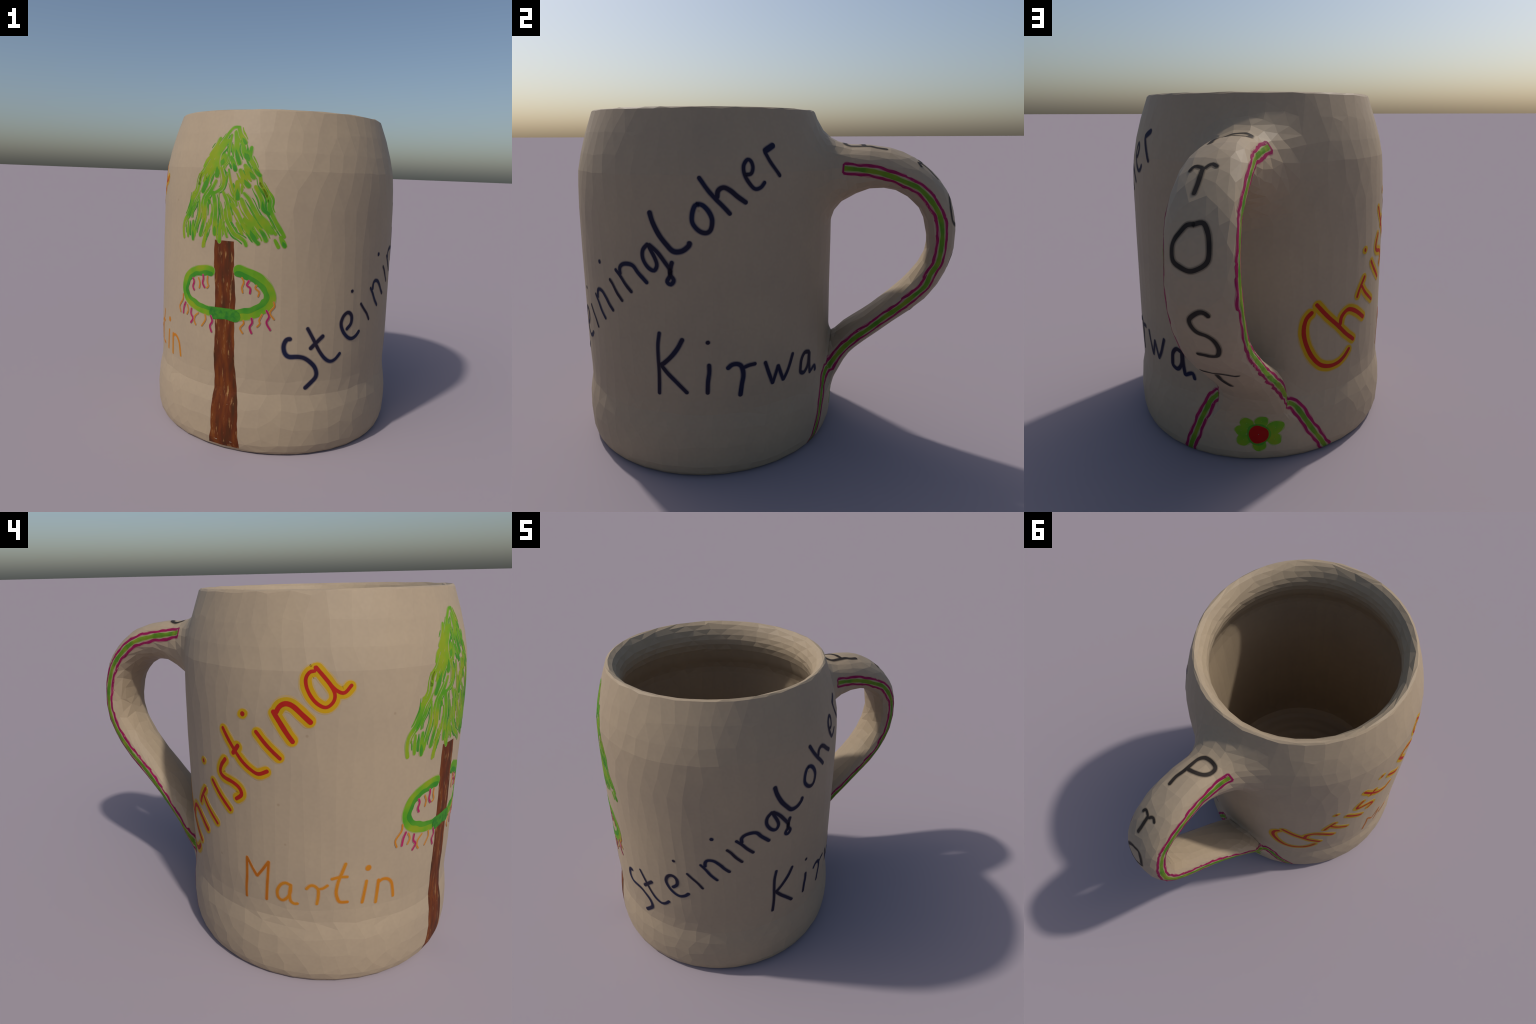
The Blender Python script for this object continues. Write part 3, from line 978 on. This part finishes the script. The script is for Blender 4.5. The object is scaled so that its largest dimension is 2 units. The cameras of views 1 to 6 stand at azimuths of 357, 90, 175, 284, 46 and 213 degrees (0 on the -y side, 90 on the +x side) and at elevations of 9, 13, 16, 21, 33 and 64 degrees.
STRIPE_NEAR = [(-0.127, 0.430, 1.512), (-0.106, 0.507, 1.497), (-0.098, 0.585, 1.488), (-0.095, 0.646, 1.476), (-0.096, 0.707, 1.461), (-0.095, 0.767, 1.434), (-0.089, 0.822, 1.394), (-0.084, 0.868, 1.353), (-0.081, 0.908, 1.304), (-0.080, 0.932, 1.254), (-0.080, 0.951, 1.195), (-0.081, 0.962, 1.149), (-0.083, 0.965, 1.085), (-0.086, 0.961, 1.025), (-0.090, 0.920, 0.915), (-0.094, 0.866, 0.838), (-0.102, 0.799, 0.769), (-0.115, 0.724, 0.701), (-0.135, 0.634, 0.610), (-0.168, 0.523, 0.502), (-0.186, 0.460, 0.435), (-0.212, 0.392, 0.352), (-0.232, 0.350, 0.300), (-0.251, 0.329, 0.264), (-0.314, 0.314, 0.159), (-0.387, 0.238, 0.007)]



def write(word, place, parent, mats, bleed, lift=0.00060):
    """mats: bleed layers from the outside in, then the core"""
    for letter, strokes in word:
        f = Film()
        for w, pts in strokes:
            P = path_on_skin([place(*p) for p in pts])
            for i in range(len(mats)):
                f.stroke(P, w * (.92 if i == len(mats) - 1 else 1) + bleed[i], i, lift + .0004 * i, wobble=.05)
        ob = f.make("letter", parent, mats)


write(VILLAGE_NAME, on_wall, BODY, ("blue_haze", "blue_edge", "blue"), (.0095, .0045, .0005))
write(FEAST_NAME, on_wall, BODY, ("blue_haze", "blue_edge", "blue"), (.0095, .0045, .0005))
write(WOMAN_NAME, on_wall, BODY, ("yellow_edge", "yellow", "red"), (.040, .029, -.001))
write(MAN_NAME[:1], on_wall, BODY, ("orange_edge", "rust"), (.0055, -.0005))
write(MAN_NAME[1:], on_wall, BODY, ("orange_edge", "orange"), (.0055, -.0005))
write(TOAST, on_grip, GRIP, ("black_haze", "black_edge", "black"), (.013, .0085, .0035))

# fir tree: trunk band, needle strokes, ribboned wreath
f = Film()
edge = np.array(TRUNK)
zz = np.linspace(edge[0, 0], .022, 90)
zs, ls, rs = edge[::-1, 0], edge[::-1, 1], edge[::-1, 2]
rows, rim = [], []
for i, z in enumerate(zz):
    j = [.25 * math.sin(z * 23 + k) + .15 * math.sin(z * 83 + 2 * k) for k in (0, 2)]
    l, r = np.interp(z, zs, ls) + .5 * j[0], np.interp(z, zs, rs) + .5 * j[1]
    rows.append([on_wall(l + (r - l) * t, max(z, .012)) for t in np.linspace(0, 1, 13)])
f.sheet(rows, 0, 0.00060)
f.make("tree_trunk", BODY, ("bark",))

for n, (_, strokes) in enumerate(CROWN):
    w, pts = strokes[0]
    w *= 1.2
    f = Film()
    P = path_on_skin([on_wall(*p) for p in pts])
    f.stroke(P, w * 1.02 + .003, 0, 0.00065, wobble=.16, taper=(.2, .1))
    f.stroke(P, w * .86, 1, 0.00100, wobble=.16, taper=(.3, .1))
    if w > .024:                    # the brush leaves a darker pool where it lifts
        k = int(len(P) * (.5 if len(pts) < 6 else .72))
        f.stroke(P[k:], w * .68, 2, 0.00135, wobble=.2, taper=(.9, .2))
    f.make("needle_stroke", BODY, ("lime_edge", "lime", "green"))
    if len(pts) > 2:                 # the dry brush splits: thin twins beside the longer strokes
        f = Film()
        for q in (-1, 1):
            a, b = rng.uniform(0, .4), rng.uniform(.65, 1)
            a, b = int(a * len(P)), max(int(b * len(P)), int(a * len(P)) + 6)
            f.stroke(P[a:b], max(.006, w * rng.uniform(.28, .5)), int(rng.integers(0, 2)), .0009, wobble=.25,
                     taper=(.6, .5), shift=(q * (w * .62 + .0035), .0012), cols=3)
        f.make("needle_stroke", BODY, ("lime", "green"))

f = Film()
for n, (_, strokes) in enumerate(WREATH):
    w, pts = strokes[0]
    w *= 1.5
    P = path_on_skin([on_wall(*p) for p in pts])
    if n < 2:
        f.stroke(P, w + .004, 0, 0.00075 + .0001 * n, wobble=.05, cols=7)
        f.stroke(P, w - .003, 1, 0.00110 + .0001 * n, wobble=.07, cols=7)
        f.stroke(P, w * .45, 2, 0.00145 + .0001 * n, wobble=.2, cols=5, shift=(-.3 * w if n else .3 * w, .002))
    else:
        f.stroke(P, w, 3, 0.00185, wobble=.08, cols=7)
f.make("wreath", BODY, ("lime_edge", "lime", "green", "pine"))

for group, mats in ((PINK_RIBBONS, ("pink_edge", "pink")), (ORANGE_RIBBONS, ("orange_edge", "orange"))):
    for _, strokes in group:
        w, pts = strokes[0]
        f = Film()
        P = path_on_skin([on_wall(*p) for p in pts])
        f.stroke(P, w + .002, 0, 0.00205, wobble=.1)
        f.stroke(P, w - .0020, 1, 0.00240, wobble=.1)
        f.make("ribbon", BODY, mats)

# flower under the handle
for kind, strokes in FLOWER:
    heart = np.mean([on_wall(*p) for p in FLOWER[-1][1][0][1]], axis=0)
    for w, pts in strokes:
        c = np.mean([on_wall(*p) for p in pts], axis=0)
        f = Film()
        if kind == "petal":
            f.disc(c, w * .80, w * .74, 0, 0.00065, wobble=.05, point=.05, away=heart)
            f.disc(c, w * .74, w * .66, 1, 0.00100, wobble=.06, point=.05, away=heart)
            f.make("petal", BODY, ("lime_edge", "lime"))
        else:
            f.disc(c, w * .74, w * .80, 1, 0.00135, wobble=.04)
            f.disc(c, w * .62, w * .66, 0, 0.00170, wobble=.03)
            f.make("flower_centre", BODY, ("scarlet", "green"))

# green bands with magenta borders down both sides of the handle to the foot
for anchors in (STRIPE_FAR, STRIPE_NEAR):
    A = [settle(from_handle(np.array(p)), 0)[0] for p in anchors]
    P = path_on_skin(A)
    f = Film()
    f.stroke(P, .028, 0, 0.00065, wobble=.10, blunt=True)
    f.stroke(P, .0205, 1, 0.00100, wobble=.2, blunt=True)
    f.make("stripe", GRIP, ("lime_edge", "vine"))
    f = Film()
    for q in (-1, 1):
        f.stroke(P, .0175, 0, 0.00070, wobble=.15, shift=(q * .0240, .0022), cols=4)
        f.stroke(P, .0135, 1, 0.00105, wobble=.25, shift=(q * .0240, .0022), cols=3)
    T = P[1] - P[0]
    _, no = settle(P[0], 0)
    b = np.cross(no, T)
    b /= np.linalg.norm(b)
    cap = np.linspace(P[0] - b * .022, P[0] + b * .022, 8) - T / np.linalg.norm(T) * .004
    f.stroke(cap, .0135, 0, 0.00070)
    f.stroke(cap, .0095, 1, 0.00105)
    f.make("border_line", GRIP, ("pink_edge", "plum"))
